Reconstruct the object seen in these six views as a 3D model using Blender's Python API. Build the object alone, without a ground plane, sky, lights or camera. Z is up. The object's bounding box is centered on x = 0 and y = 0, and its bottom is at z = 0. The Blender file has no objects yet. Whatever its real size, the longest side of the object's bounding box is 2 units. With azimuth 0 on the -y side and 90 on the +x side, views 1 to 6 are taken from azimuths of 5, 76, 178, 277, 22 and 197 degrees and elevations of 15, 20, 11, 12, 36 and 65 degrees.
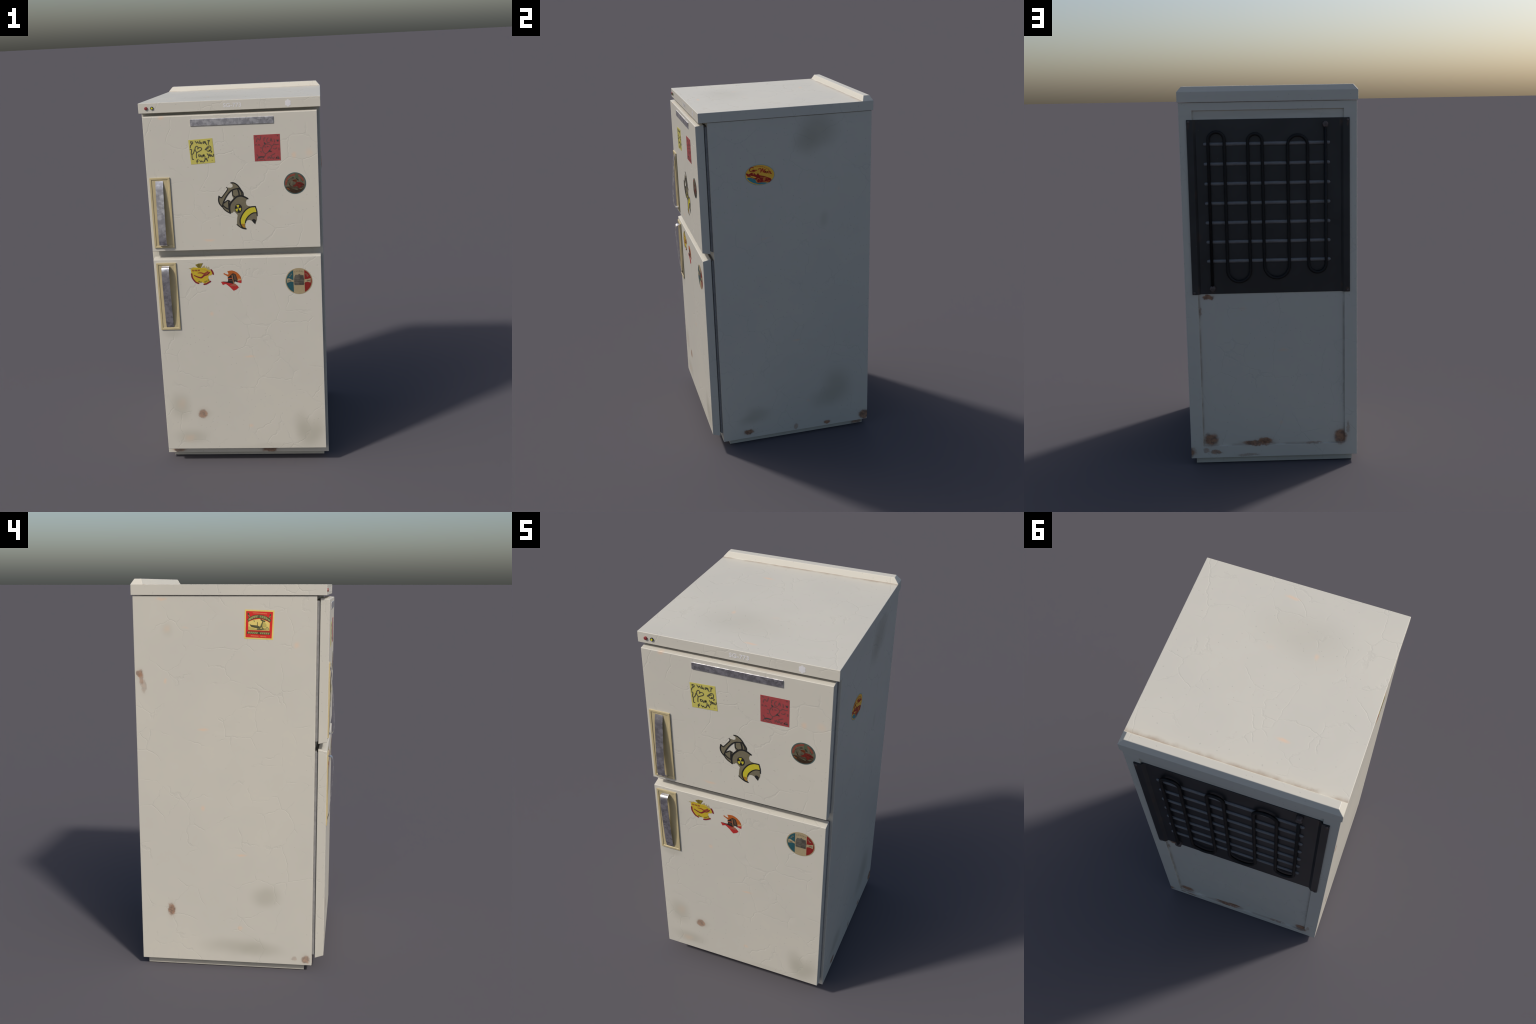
"""Old two-door fridge-freezer: painted steel cabinet, sloped worktop lid, two doors with
chromed strap handles, paper notes and stickers, and a black condenser coil on the back."""
import bpy, bmesh, math
from mathutils import Vector

# ----------------------------------------------------------------------------- helpers
COL = bpy.context.scene.collection


def lin(r, g, b):
    """sRGB 0-255 -> linear rgba"""
    f = lambda c: c / 12.92 if c <= 0.04045 else ((c + 0.055) / 1.055) ** 2.4
    return (f(r / 255), f(g / 255), f(b / 255), 1.0)


def obj_from(name, verts, faces, mats, parent, face_mats=None, smooth=False):
    me = bpy.data.meshes.new(name)
    me.from_pydata([tuple(v) for v in verts], [], faces)
    for m in mats:
        me.materials.append(m)
    if face_mats:
        for p, i in zip(me.polygons, face_mats):
            p.material_index = i
    if smooth:
        for p in me.polygons:
            p.use_smooth = True
    me.update()
    ob = bpy.data.objects.new(name, me)
    COL.objects.link(ob)
    ob.parent = parent
    return ob


def fix_normals(ob):
    bm = bmesh.new()
    bm.from_mesh(ob.data)
    bmesh.ops.recalc_face_normals(bm, faces=bm.faces)
    bm.to_mesh(ob.data)
    bm.free()
    return ob


def bevel(ob, width, segments=2, angle=25):
    m = ob.modifiers.new("rounded_edges", 'BEVEL')
    m.width = width
    m.segments = segments
    m.limit_method = 'ANGLE'
    m.angle_limit = math.radians(angle)
    m.harden_normals = True
    for p in ob.data.polygons:
        p.use_smooth = True
    return ob


BOXF = [(0, 3, 2, 1), (4, 5, 6, 7), (0, 1, 5, 4), (1, 2, 6, 5), (2, 3, 7, 6), (3, 0, 4, 7)]


def box_verts(x0, x1, y0, y1, z0, z1):
    return [(x0, y0, z0), (x1, y0, z0), (x1, y1, z0), (x0, y1, z0),
            (x0, y0, z1), (x1, y0, z1), (x1, y1, z1), (x0, y1, z1)]


def box(name, x0, x1, y0, y1, z0, z1, mat, parent, bev=0.0):
    ob = obj_from(name, box_verts(x0, x1, y0, y1, z0, z1), BOXF, [mat], parent)
    if bev:
        bevel(ob, bev)
    return ob


def tube(name, pts, r, mat, parent, seg=14, cap=True, flat_y=1.0):
    """round bar swept along a path that lies in a plane of constant y"""
    pts = [Vector(p) for p in pts]
    side = Vector((0, 1, 0))
    V, Fc = [], []
    n = len(pts)
    for i, p in enumerate(pts):
        t = (pts[min(i + 1, n - 1)] - pts[max(i - 1, 0)]).normalized()
        u = t.cross(side).normalized()
        for k in range(seg):
            a = 2 * math.pi * k / seg
            V.append(p + u * (r * math.cos(a)) + side * (r * flat_y * math.sin(a)))
    for i in range(n - 1):
        for k in range(seg):
            a, b = i * seg + k, i * seg + (k + 1) % seg
            Fc.append((a, b, b + seg, a + seg))
    if cap:
        Fc.append(tuple(range(seg))[::-1])
        Fc.append(tuple(range((n - 1) * seg, n * seg)))
    return fix_normals(obj_from(name, V, Fc, [mat], parent, smooth=True))


def disc_y(name, x, z, y0, y1, r, mat, parent, seg=28, dome=0.0, mats=None, inner=None):
    """short cylinder along y from y0 (root) to y1 (face), slightly rounded rim"""
    s = 1 if y1 > y0 else -1
    c = min(r * 0.22, abs(y1 - y0) * 0.5)
    rings = [(r, y0), (r, y1 - s * c), (r - c * 0.4, y1 - s * c * 0.3), (r - c, y1)]
    if inner:
        rings += [(inner, y1), (inner * 0.96, y1 - s * r * 0.15), (inner * 0.5, y1 + s * r * 0.02)]
    V, Fc, M = [], [], []
    for rr, y in rings:
        for k in range(seg):
            a = 2 * math.pi * k / seg
            V.append((x + rr * math.cos(a), y, z + rr * math.sin(a)))
    for i in range(len(rings) - 1):
        for k in range(seg):
            a, b = i * seg + k, i * seg + (k + 1) % seg
            Fc.append((a, b, b + seg, a + seg))
            M.append(1 if inner and i >= 4 else 0)
    n = len(rings)
    V.append((x, y1 + s * dome, z))
    for k in range(seg):
        Fc.append(((n - 1) * seg + k, (n - 1) * seg + (k + 1) % seg, n * seg))
        M.append(1 if inner else 0)
    ob = obj_from(name, V, Fc, mats or [mat], parent, M, smooth=True)
    return fix_normals(ob)


# ----------------------------------------------------------------------------- materials
class Nodes:
    def __init__(self, name):
        self.m = bpy.data.materials.new(name)
        self.m.use_nodes = True
        self.t = self.m.node_tree
        self.bsdf = self.t.nodes["Principled BSDF"]
        tc = self.t.nodes.new("ShaderNodeTexCoord")
        self.co = tc.outputs["Object"]

    def new(self, kind, **kw):
        n = self.t.nodes.new(kind)
        for k, v in kw.items():
            setattr(n, k, v)
        return n

    def link(self, a, b):
        self.t.links.new(a, b)

    def put(self, sock, val):
        if hasattr(val, "is_output") or isinstance(val, bpy.types.NodeSocket):
            self.link(val, sock)
        else:
            sock.default_value = val

    def noise(self, scale, detail=4, rough=0.55, co=None, w=0.0, color=False):
        n = self.new("ShaderNodeTexNoise")
        n.inputs["Scale"].default_value = scale
        n.inputs["Detail"].default_value = detail
        n.inputs["Roughness"].default_value = rough
        src = co or self.co
        if w:
            src = self.vec('ADD', src, (w, w * 1.7, -w * 0.6))
        self.link(src, n.inputs["Vector"])
        return n.outputs["Color" if color else "Fac"]

    def vec(self, op, a, b=None):
        n = self.new("ShaderNodeVectorMath", operation=op)
        self.put(n.inputs[0], a)
        if b is not None:
            self.put(n.inputs[1], b)
        return n.outputs["Value"] if op in ('LENGTH', 'DISTANCE', 'DOT_PRODUCT') else n.outputs[0]

    def math(self, op, a, b=None, clamp=False):
        n = self.new("ShaderNodeMath", operation=op, use_clamp=clamp)
        self.put(n.inputs[0], a)
        if b is not None:
            self.put(n.inputs[1], b)
        return n.outputs[0]

    def ramp(self, v, lo, hi, a=0.0, b=1.0):
        n = self.new("ShaderNodeMapRange", interpolation_type='SMOOTHSTEP')
        self.put(n.inputs[0], v)
        n.inputs[1].default_value = lo
        n.inputs[2].default_value = hi
        n.inputs[3].default_value = a
        n.inputs[4].default_value = b
        return n.outputs[0]

    def mix(self, fac, a, b):
        n = self.new("ShaderNodeMix", data_type='RGBA')
        self.put(n.inputs["Factor"], fac)
        self.put(n.inputs[6], a)
        self.put(n.inputs[7], b)
        return n.outputs[2]

    def warp(self, scale, amount, detail=3):
        c = self.noise(scale, detail, color=True)
        d = self.vec('SUBTRACT', c, (0.5, 0.5, 0.5))
        d = self.vec('MULTIPLY', d, (amount, amount, amount))
        return self.vec('ADD', self.co, d)

    def spot(self, co, centre, radius, soft=0.9, core=0.0):
        """1 inside an ellipsoid, fading to 0 at its rim"""
        d = self.vec('SUBTRACT', co, centre)
        d = self.vec('MULTIPLY', d, tuple(1.0 / r for r in radius))
        d = self.vec('LENGTH', d)
        return self.ramp(d, core, core + soft, 1.0, 0.0)

    def bump(self, height, strength, dist):
        n = self.new("ShaderNodeBump")
        n.inputs["Strength"].default_value = strength
        n.inputs["Distance"].default_value = dist
        self.link(height, n.inputs["Height"])
        self.link(n.outputs[0], self.bsdf.inputs["Normal"])

    def finish(self, color, rough, metallic=0.0, spec=0.5):
        self.put(self.bsdf.inputs["Base Color"], color)
        self.put(self.bsdf.inputs["Roughness"], rough)
        self.put(self.bsdf.inputs["Metallic"], metallic)
        self.bsdf.inputs["Specular IOR Level"].default_value = spec
        return self.m


PAINT = (0.502, 0.478, 0.416, 1)
PAINT_WARM = (0.524, 0.496, 0.426, 1)
GRIME = (0.285, 0.268, 0.205, 1)
RUST_DARK = (0.135, 0.064, 0.035, 1)
RUST_PALE = (0.30, 0.143, 0.072, 1)
TINT = (0.70, 0.44, 0.27, 1)


def paint(name, rust=(), grime=(), tint=(), dents=(), streaks=None, edge_grime=None):
    """aged enamel: off-white, hairline crazing, flecks, soft dirty patches, rust blooms.
    rust / grime / tint / dents are lists of (centre, radii[, strength]) in metres."""
    N = Nodes(name)
    tone = N.noise(1.6, 2)
    col = N.mix(N.ramp(tone, 0.35, 0.65), PAINT, PAINT_WARM)
    fine = N.ramp(N.noise(9, 4, w=3.1), 0.3, 0.7)
    col = N.mix(N.math('MULTIPLY', fine, 0.10), col, (0.43, 0.42, 0.375, 1))

    # hairline cracks: edges of large wobbly cells, present only in places
    cw = N.warp(6.5, 0.10, 5)
    v = N.new("ShaderNodeTexVoronoi", feature='DISTANCE_TO_EDGE')
    v.inputs["Scale"].default_value = 6.5
    N.link(cw, v.inputs["Vector"])
    crack = N.ramp(v.outputs["Distance"], 0.004, 0.020, 1.0, 0.0)
    where = N.ramp(N.noise(5.5, 3, w=7.7), 0.45, 0.58)
    crack = N.math('MULTIPLY', crack, where)
    # flecks: tiny elongated chips
    fw = N.warp(30, 0.02, 2)
    v2 = N.new("ShaderNodeTexVoronoi", feature='F1')
    v2.inputs["Scale"].default_value = 42
    N.link(fw, v2.inputs["Vector"])
    fleck = N.ramp(v2.outputs["Distance"], 0.06, 0.17, 1.0, 0.0)
    sep = N.new("ShaderNodeSeparateColor")
    N.link(v2.outputs["Color"], sep.inputs[0])
    fleck = N.math('MULTIPLY', fleck, N.ramp(sep.outputs[0], 0.38, 0.42))
    fleck = N.math('MULTIPLY', fleck, N.ramp(N.noise(4, 2, w=2.2), 0.32, 0.50))
    marks = N.math('MAXIMUM', crack, fleck)
    col = N.mix(N.math('MAXIMUM', N.math('MULTIPLY', crack, 0.10), N.math('MULTIPLY', fleck, 0.24)), col, (0.22, 0.22, 0.20, 1))

    soft = N.warp(6, 0.04, 2)
    for g in grime:
        k = N.spot(soft, g[0], tuple(q * 1.3 for q in g[1]), 0.85, 0.15)
        col = N.mix(N.math('MULTIPLY', k, 0.85 * g[2]), col, GRIME)
    rag = N.warp(22, 0.022, 3)
    for g in tint:
        k = N.spot(rag, g[0], g[1], 1.0, 0.0)
        col = N.mix(N.math('MULTIPLY', k, g[2] if len(g) > 2 else 0.45), col, TINT)
    rustco = N.warp(38, 0.03, 4)
    rough = 0.42
    allrust = None
    blotch = N.ramp(N.noise(60, 4), 0.35, 0.65)
    rcol = N.mix(blotch, RUST_DARK, RUST_PALE)
    for g in rust:
        c, r = g[0], g[1]
        halo = N.spot(rag, c, tuple(q * 2.3 for q in r), 0.95, 0.05)
        k = N.spot(rustco, c, tuple(q * 1.3 for q in r), 0.50, 0.60)
        st = g[2] if len(g) > 2 else 1.0
        col = N.mix(N.math('MULTIPLY', halo, 0.38 * st), col, (0.34, 0.27, 0.21, 1))
        col = N.mix(N.math('MULTIPLY', k, 0.9 * st), col, rcol)
        allrust = k if allrust is None else N.math('MAXIMUM', allrust, k)
    if edge_grime:
        for k, c, st in edge_grime(N):
            col = N.mix(N.math('MULTIPLY', k, st), col, c)
    h = N.math('MULTIPLY', marks, -0.5)
    for g in dents:
        k = N.spot(soft, g[0], g[1], 1.0, 0.0)
        h = N.math('SUBTRACT', h, N.math('MULTIPLY', k, g[2]))
    N.bump(h, 0.22, 0.003)
    r = N.math('ADD', N.math('MULTIPLY', marks, 0.25), 0.40)
    r = N.math('ADD', r, N.math('MULTIPLY', N.noise(3, 3, w=5.0), 0.08))
    if allrust is not None:
        r = N.math('ADD', r, N.math('MULTIPLY', allrust, 0.4), True)
    return N.finish(col, r, 0.0, 0.5)


def plain(name, color, rough=0.5, metallic=0.0, vary=0.0, scale=40, spec=0.5):
    N = Nodes(name)
    if vary:
        k = N.ramp(N.noise(scale, 4), 0.3, 0.7)
        dark = tuple(c * (1 - vary) for c in color[:3]) + (1,)
        color = N.mix(k, dark, color)
    return N.finish(color, rough, metallic, spec)


def steel(name):
    """scuffed chromed steel with cloudy smudges"""
    N = Nodes(name)
    k = N.ramp(N.noise(34, 3, 0.5), 0.36, 0.64)
    k2 = N.ramp(N.noise(60, 2, w=4.0), 0.58, 0.72)
    col = N.mix(k, (0.43, 0.42, 0.445, 1), (0.84, 0.83, 0.85, 1))
    col = N.mix(N.math('MULTIPLY', k2, 0.55), col, (0.30, 0.29, 0.30, 1))
    r = N.math('ADD', N.math('MULTIPLY', k, -0.08), 0.40)
    return N.finish(col, r, 1.0)


def black_sheet(name):
    """black enamelled sheet with faint dust specks and rust runs near the screws"""
    N = Nodes(name)
    col = N.mix(N.ramp(N.noise(5, 4), 0.35, 0.7), (0.013, 0.013, 0.014, 1), (0.021, 0.021, 0.0225, 1))
    v = N.new("ShaderNodeTexVoronoi", feature='F1')
    v.inputs["Scale"].default_value = 34
    N.link(N.warp(20, 0.02), v.inputs["Vector"])
    s = N.new("ShaderNodeSeparateColor")
    N.link(v.outputs["Color"], s.inputs[0])
    dust = N.math('MULTIPLY', N.ramp(v.outputs["Distance"], 0.03, 0.10, 1, 0), N.ramp(s.outputs[0], 0.7, 0.75))
    col = N.mix(N.math('MULTIPLY', dust, 0.12), col, (0.25, 0.25, 0.25, 1))
    rag = N.warp(30, 0.02)
    for c, r, st in [((-.402, .49, 1.808), (.008, .03, .022), .5), ((-.365, .49, 1.815), (.012, .03, .030), .4),
                     ((.400, .49, 1.808), (.008, .03, .024), .35), ((-.399, .49, .955), (.014, .03, .018), .6),
                     ((-.366, .49, .975), (.009, .03, .030), .3), ((.372, .48, 1.46), (.010, .03, .035), .25),
                     ((.366, .48, 1.24), (.018, .03, .040), .25), ((.302, .48, .955), (.020, .03, .022), .3),
                     ((.378, .48, .965), (.010, .03, .030), .25)]:
        k = N.spot(rag, c, r, 0.9, 0.1)
        col = N.mix(N.math('MULTIPLY', k, st), col, (0.11, 0.048, 0.022, 1))
    return N.finish(col, 0.42, 0.0, 0.5)


def black_tube(name):
    N = Nodes(name)
    k = N.ramp(N.noise(55, 4), 0.5, 0.72)
    col = N.mix(N.math('MULTIPLY', k, 0.5), (0.0035, 0.0036, 0.0042, 1), (0.022, 0.013, 0.008, 1))
    N.bump(N.noise(160, 3), 0.15, 0.002)
    return N.finish(col, 0.55, 0.0, 0.3)


# ------------------------------------------------------------------ main dimensions (metres)
HALF_LID, HALF_BODY, HALF_DOOR, HALF_BASE = 0.4525, 0.447, 0.434, 0.4215
Y_DOOR, Y_DOOR_BACK, Y_BODY = -0.468, -0.4235, -0.408
Y_BACK, Y_FLOOR = 0.485, 0.4760            # cabinet back and the floor of its recessed panel
Z_BODY0, Z_LID0, Z_LID1, Z_TOP = 0.036, 1.922, 1.973, 2.0

fridge = bpy.data.objects.new("refrigerator", None)
COL.objects.link(fridge)
fridge["label"] = "worn off-white two-door retro fridge with stickers and notes"
fridge["category"] = "refrigerator"

S = 0.03     # slab thickness of a flat stain, across the sheet
fr = lambda x, z, rx, rz, *k: ((x, Y_DOOR, z), (rx, S, rz)) + k
sd = lambda s, y, z, ry, rz, *k: ((s * HALF_BODY, y, z), (S, ry, rz)) + k
bk = lambda x, z, rx, rz, *k: ((x, Y_FLOOR + .005, z), (rx, S, rz)) + k
tp = lambda x, y, rx, ry, *k: ((x, y, Z_LID1), (rx, ry, S)) + k


def recess_brown_edge(N):
    """brown edging along the seam of the back panel, broken up by noise"""
    sep = N.new("ShaderNodeSeparateXYZ")
    N.link(N.warp(14, 0.005, 3), sep.inputs[0])
    ax = N.math('ABSOLUTE', sep.outputs[0])
    inx = N.ramp(ax, 0.366, 0.380)
    inz = N.ramp(sep.outputs[2], 0.103, 0.117, 1, 0)
    k = N.math('MAXIMUM', inx, inz)
    k = N.math('MULTIPLY', k, N.math('LESS_THAN', ax, 0.3805))
    k = N.math('MULTIPLY', k, N.math('GREATER_THAN', sep.outputs[1], 0.40))
    k = N.math('MULTIPLY', k, N.math('GREATER_THAN', sep.outputs[2], 0.1025))
    k = N.math('MULTIPLY', k, N.math('LESS_THAN', sep.outputs[2], 1.884))
    k = N.math('MULTIPLY', k, N.ramp(N.noise(12, 3, w=1.3), 0.35, 0.6))
    return [(k, (0.16, 0.11, 0.07, 1), 0.40)]


def ledge_dirt(N):
    """brown dirt left in the corner where the flat top meets the raised ledge"""
    sep = N.new("ShaderNodeSeparateXYZ")
    N.link(N.co, sep.inputs[0])
    sep2 = N.new("ShaderNodeSeparateXYZ")
    N.link(N.warp(24, .030, 4), sep2.inputs[0])
    k = N.ramp(sep2.outputs[1], .408, .434)
    k = N.math('MULTIPLY', k, N.math('LESS_THAN', sep.outputs[1], .4312))
    k = N.math('MULTIPLY', k, N.math('GREATER_THAN', sep.outputs[2], 1.972))
    k = N.math('MULTIPLY', k, N.ramp(N.noise(7, 3, w=9.0), .32, .55))
    return [(k, (0.27, 0.20, 0.14, 1), 0.7)]


cabinet_paint = paint(
    "cabinet_paint",
    rust=[sd(1, -.259, .076, .026, .014), sd(1, .032, .065, .013, .017, .55), sd(1, .226, .060, .016, .011),
          sd(1, .466, .070, .026, .026), sd(1, .447, .075, .016, .020, .6),
          sd(-1, .460, 1.545, .012, .016, .8), sd(-1, .452, 1.520, .011, .026, .6), sd(-1, .440, 1.480, .012, .030, .35), sd(-1, .325, .314, .016, .030, .9),
          sd(-1, -.377, .069, .018, .020, .75), sd(-1, -.318, .068, .014, .011, .35),
          bk(.331, .922, .026, .012), bk(.373, .850, .006, .022, .5), bk(.339, .138, .032, .030),
          bk(.090, .114, .072, .012), bk(.050, .126, .034, .014), bk(-.358, .139, .030, .036), bk(-.216, .106, .040, .005, .5),
          bk(.312, .068, .026, .010, .8), bk(.362, .079, .016, .012, .5), bk(.141, .050, .052, .007, .45), bk(-.401, .192, .008, .030, .4),
          ((-.386, Y_BODY, .052), (.032, .02, .014), .7), ((.119, Y_BODY, .052), (.038, .02, .014), .9)],
    grime=[sd(1, .185, 1.838, .125, .10, .55), sd(1, .120, 1.775, .08, .075, .45), sd(1, .218, 1.347, .030, .05, .30),
           sd(1, .290, .300, .10, .13, .50), sd(1, .21, .225, .10, .07, .35), sd(1, -.199, .185, .085, .06, .45), sd(1, -.26, .15, .07, .04, .3),
           sd(-1, -.169, .407, .085, .062, .42), sd(-1, -.022, .120, .20, .055, .38), sd(-1, -.14, .105, .14, .045, .30),
           sd(-1, .318, 1.762, .030, .035, .18), bk(.16, 1.858, .30, .02, .25), bk(-.20, 1.862, .20, .012, .2)],
    tint=[sd(1, -.125, 1.268, .040, .010, .30), sd(1, .046, .631, .040, .010, .35), sd(1, -.153, .868, .014, .014, .25),
          sd(1, .30, 1.51, .012, .02, .2), sd(1, .11, .227, .016, .016, .25),
          sd(-1, .318, 1.762, .028, .030, .22), sd(-1, .340, 1.905, .040, .010, .42), sd(-1, .330, 1.508, .014, .018, .42),
          sd(-1, .147, 1.268, .040, .012, .5), sd(-1, -.314, 1.690, .022, .024, .40), sd(-1, .225, 1.769, .030, .008, .2),
          sd(-1, .152, .867, .018, .022, .45), sd(-1, -.042, .625, .040, .011, .5), sd(-1, -.033, .227, .020, .020, .42),
          bk(-.057, .629, .045, .014, .3), bk(-.037, .226, .018, .020, .3), bk(.15, .86, .03, .02, .2)],
    dents=[sd(-1, .036, 1.274, .065, .040, .8), sd(-1, -.174, 1.211, .05, .045, .35), sd(-1, -.03, .38, .05, .05, .3)],
    edge_grime=recess_brown_edge)

lid_paint = paint(
    "lid_paint",
    grime=[tp(-.040, -.220, .22, .13, .16), tp(-.13, -.17, .16, .14, .08)],
    tint=[tp(.037, -.378, .045, .012, .5), tp(-.146, -.134, .016, .020, .42), tp(-.137, .265, .045, .013, .55), tp(.05, -.12, .03, .02, .12)],
    edge_grime=ledge_dirt)

door_paint = paint(
    "door_paint",
    rust=[fr(-.227, .300, .021, .024, .80)],
    grime=[fr(-.350, .350, .060, .085, .42), fr(-.300, .170, .100, .050, .38), fr(-.215, .30, .05, .03, .2), fr(.350, .170, .085, .090, .50),
           fr(.30, .235, .05, .08, .30), fr(.40, .23, .04, .08, .2), fr(-.363, .765, .055, .03, .28), fr(.13, .10, .2, .02, .15)],  # spot at z .765: shade under the handle, darkened into the paint
    tint=[fr(.042, .626, .042, .011, .42), fr(-.146, .870, .016, .020, .38), fr(.030, .227, .020, .018, .38), fr(-.10, .14, .05, .05, .0),
          fr(-.136, 1.268, .045, .011, .42), fr(.315, 1.691, .020, .022, .40), fr(-.339, 1.900, .026, .012, .42), fr(.39, 1.70, .03, .03, .22),
          fr(-.31, .155, .05, .035, .22), fr(-.34, .36, .04, .05, .15)],
    dents=[fr(.031, .847, .045, .028, .7), fr(.278, .534, .034, .040, .7), fr(.16, .70, .06, .06, .25), fr(.12, 1.60, .07, .06, .25)],
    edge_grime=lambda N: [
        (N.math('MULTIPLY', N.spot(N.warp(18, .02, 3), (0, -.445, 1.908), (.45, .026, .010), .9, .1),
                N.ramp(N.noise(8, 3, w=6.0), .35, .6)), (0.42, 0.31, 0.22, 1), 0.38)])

base_paint = paint("plinth_paint", rust=[((HALF_BASE, .425, .012), (.02, .03, .012), .8)],
                   grime=[((0, 0, .018), (.9, .9, .03), .35)])
rubber = plain("gasket_rubber", (0.22, 0.215, 0.21, 1), 0.7, vary=0.2)
seam_shadow_black = plain("painted_seam_shadow", (0.055, 0.055, 0.055, 1), 0.8)  # near-black colour draws the shadow between door back and gasket
cream = plain("cream_plastic", (0.455, 0.378, 0.212, 1), 0.45, vary=0.10, scale=18)
chrome = steel("scuffed_steel")
sheet_black = black_sheet("black_enamel_sheet")
tube_black = black_tube("black_tube_paint")
rod_grey = plain("grey_wire_rod", (0.150, 0.146, 0.146, 1), 0.5, vary=0.25, scale=30, spec=0.6)
screw_metal = plain("rusty_screw_metal", (0.11, 0.085, 0.08, 1), 0.5, 0.3, vary=0.5, scale=120)

# ------------------------------------------------------------------ cabinet, plinth, lid
bm = bmesh.new()
cv = [bm.verts.new(v) for v in box_verts(-HALF_BODY, HALF_BODY, Y_BODY, Y_BACK, Z_BODY0, Z_LID0 - 0.002)]
for f in BOXF:
    bm.faces.new([cv[i] for i in f])
bm.faces.ensure_lookup_table()
back = [f for f in bm.faces if all(abs(v.co.y - Y_BACK) < 1e-6 for v in f.verts)][0]
bmesh.ops.delete(bm, geom=[back], context='FACES_ONLY')
rim = [(-.380, .1035), (.380, .1035), (.380, 1.881), (-.380, 1.881)]
outer = [bm.verts.new((x, Y_BACK, z)) for x, z in rim]
inner = [bm.verts.new((x, Y_FLOOR, z)) for x, z in rim]
corner = [cv[3], cv[2], cv[6], cv[7]]
for i in range(4):
    j = (i + 1) % 4
    bm.faces.new((corner[i], corner[j], outer[j], outer[i]))
    bm.faces.new((outer[i], outer[j], inner[j], inner[i]))
bm.faces.new(inner)
bmesh.ops.recalc_face_normals(bm, faces=bm.faces)
me = bpy.data.meshes.new("cabinet")
bm.to_mesh(me)
bm.free()
me.materials.append(cabinet_paint)
cabinet = bpy.data.objects.new("cabinet", me)
COL.objects.link(cabinet)
cabinet.parent = fridge
bevel(cabinet, 0.0022)

plinth = box("plinth", -HALF_BASE, HALF_BASE, -.367, .461, 0.0, Z_BODY0 + .002, base_paint, fridge, .0015)

# worktop lid with the raised hip-ended ledge along its back
L, YF, YR, YB = HALF_LID, -.4545, .431, .492
lv = [(-L, YF, Z_LID0), (L, YF, Z_LID0), (L, YB, Z_LID0), (-L, YB, Z_LID0),
      (-L, YF, Z_LID1), (L, YF, Z_LID1), (L, YR, Z_LID1), (-L, YR, Z_LID1),
      (L, YB, Z_LID1), (-L, YB, Z_LID1),
      (-.429, .443, Z_TOP), (.429, .443, Z_TOP), (.429, .477, Z_TOP), (-.429, .477, Z_TOP)]
lf = [(0, 3, 2, 1), (0, 1, 5, 4), (1, 2, 8, 6, 5), (2, 3, 9, 8), (3, 0, 4, 7, 9), (4, 5, 6, 7),
      (7, 6, 11, 10), (10, 11, 12, 13), (13, 12, 8, 9), (6, 8, 12, 11), (9, 7, 10, 13)]
lid = fix_normals(obj_from("worktop_lid", lv, lf, [lid_paint], fridge))
bevel(lid, 0.0022)

# ------------------------------------------------------------------ doors and gaskets
def door(name, front_z, back_z):
    """slab whose top and bottom faces slope towards the front"""
    h = HALF_DOOR
    v = [(-h, Y_DOOR, front_z[0]), (h, Y_DOOR, front_z[0]), (h, Y_DOOR_BACK, back_z[0]), (-h, Y_DOOR_BACK, back_z[0]),
         (-h, Y_DOOR, front_z[1]), (h, Y_DOOR, front_z[1]), (h, Y_DOOR_BACK, back_z[1]), (-h, Y_DOOR_BACK, back_z[1])]
    return bevel(obj_from(name, v, BOXF, [door_paint], fridge), 0.0022)


freezer_door = door("freezer_door", (1.217, 1.904), (1.207, 1.909))
larder_door = door("fridge_door", (.0895, 1.1695), (.074, 1.1785))


def gasket(parent, z0, z1):
    box("door_gasket", -.4345, .4345, -.4195, Y_BODY + .001, z0, z1, rubber, parent, .002)
    box("seam_shadow_block", -.4315, .4315, Y_DOOR_BACK - .001, -.419, z0 + .004, z1 - .004, seam_shadow_black, parent)


gasket(freezer_door, 1.219, 1.898)
gasket(larder_door, .092, 1.167)

# ------------------------------------------------------------------ handles
def catmull(pts, n=6, closed=False):
    P = [Vector(p) for p in pts]
    out, m = [], len(P)
    rng = range(m if closed else m - 1)
    for i in rng:
        p0 = P[(i - 1) % m] if closed or i > 0 else P[0] * 2 - P[1]
        p1, p2 = P[i], P[(i + 1) % m]
        p3 = P[(i + 2) % m] if closed or i + 2 < m else P[-1] * 2 - P[-2]
        for k in range(n):
            t = k / n
            out.append(0.5 * ((2 * p1) + (p2 - p0) * t + (2 * p0 - 5 * p1 + 4 * p2 - p3) * t * t
                              + (3 * p1 - p0 - 3 * p2 + p3) * t ** 3))
    if not closed:
        out.append(P[-1])
    return out


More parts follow.
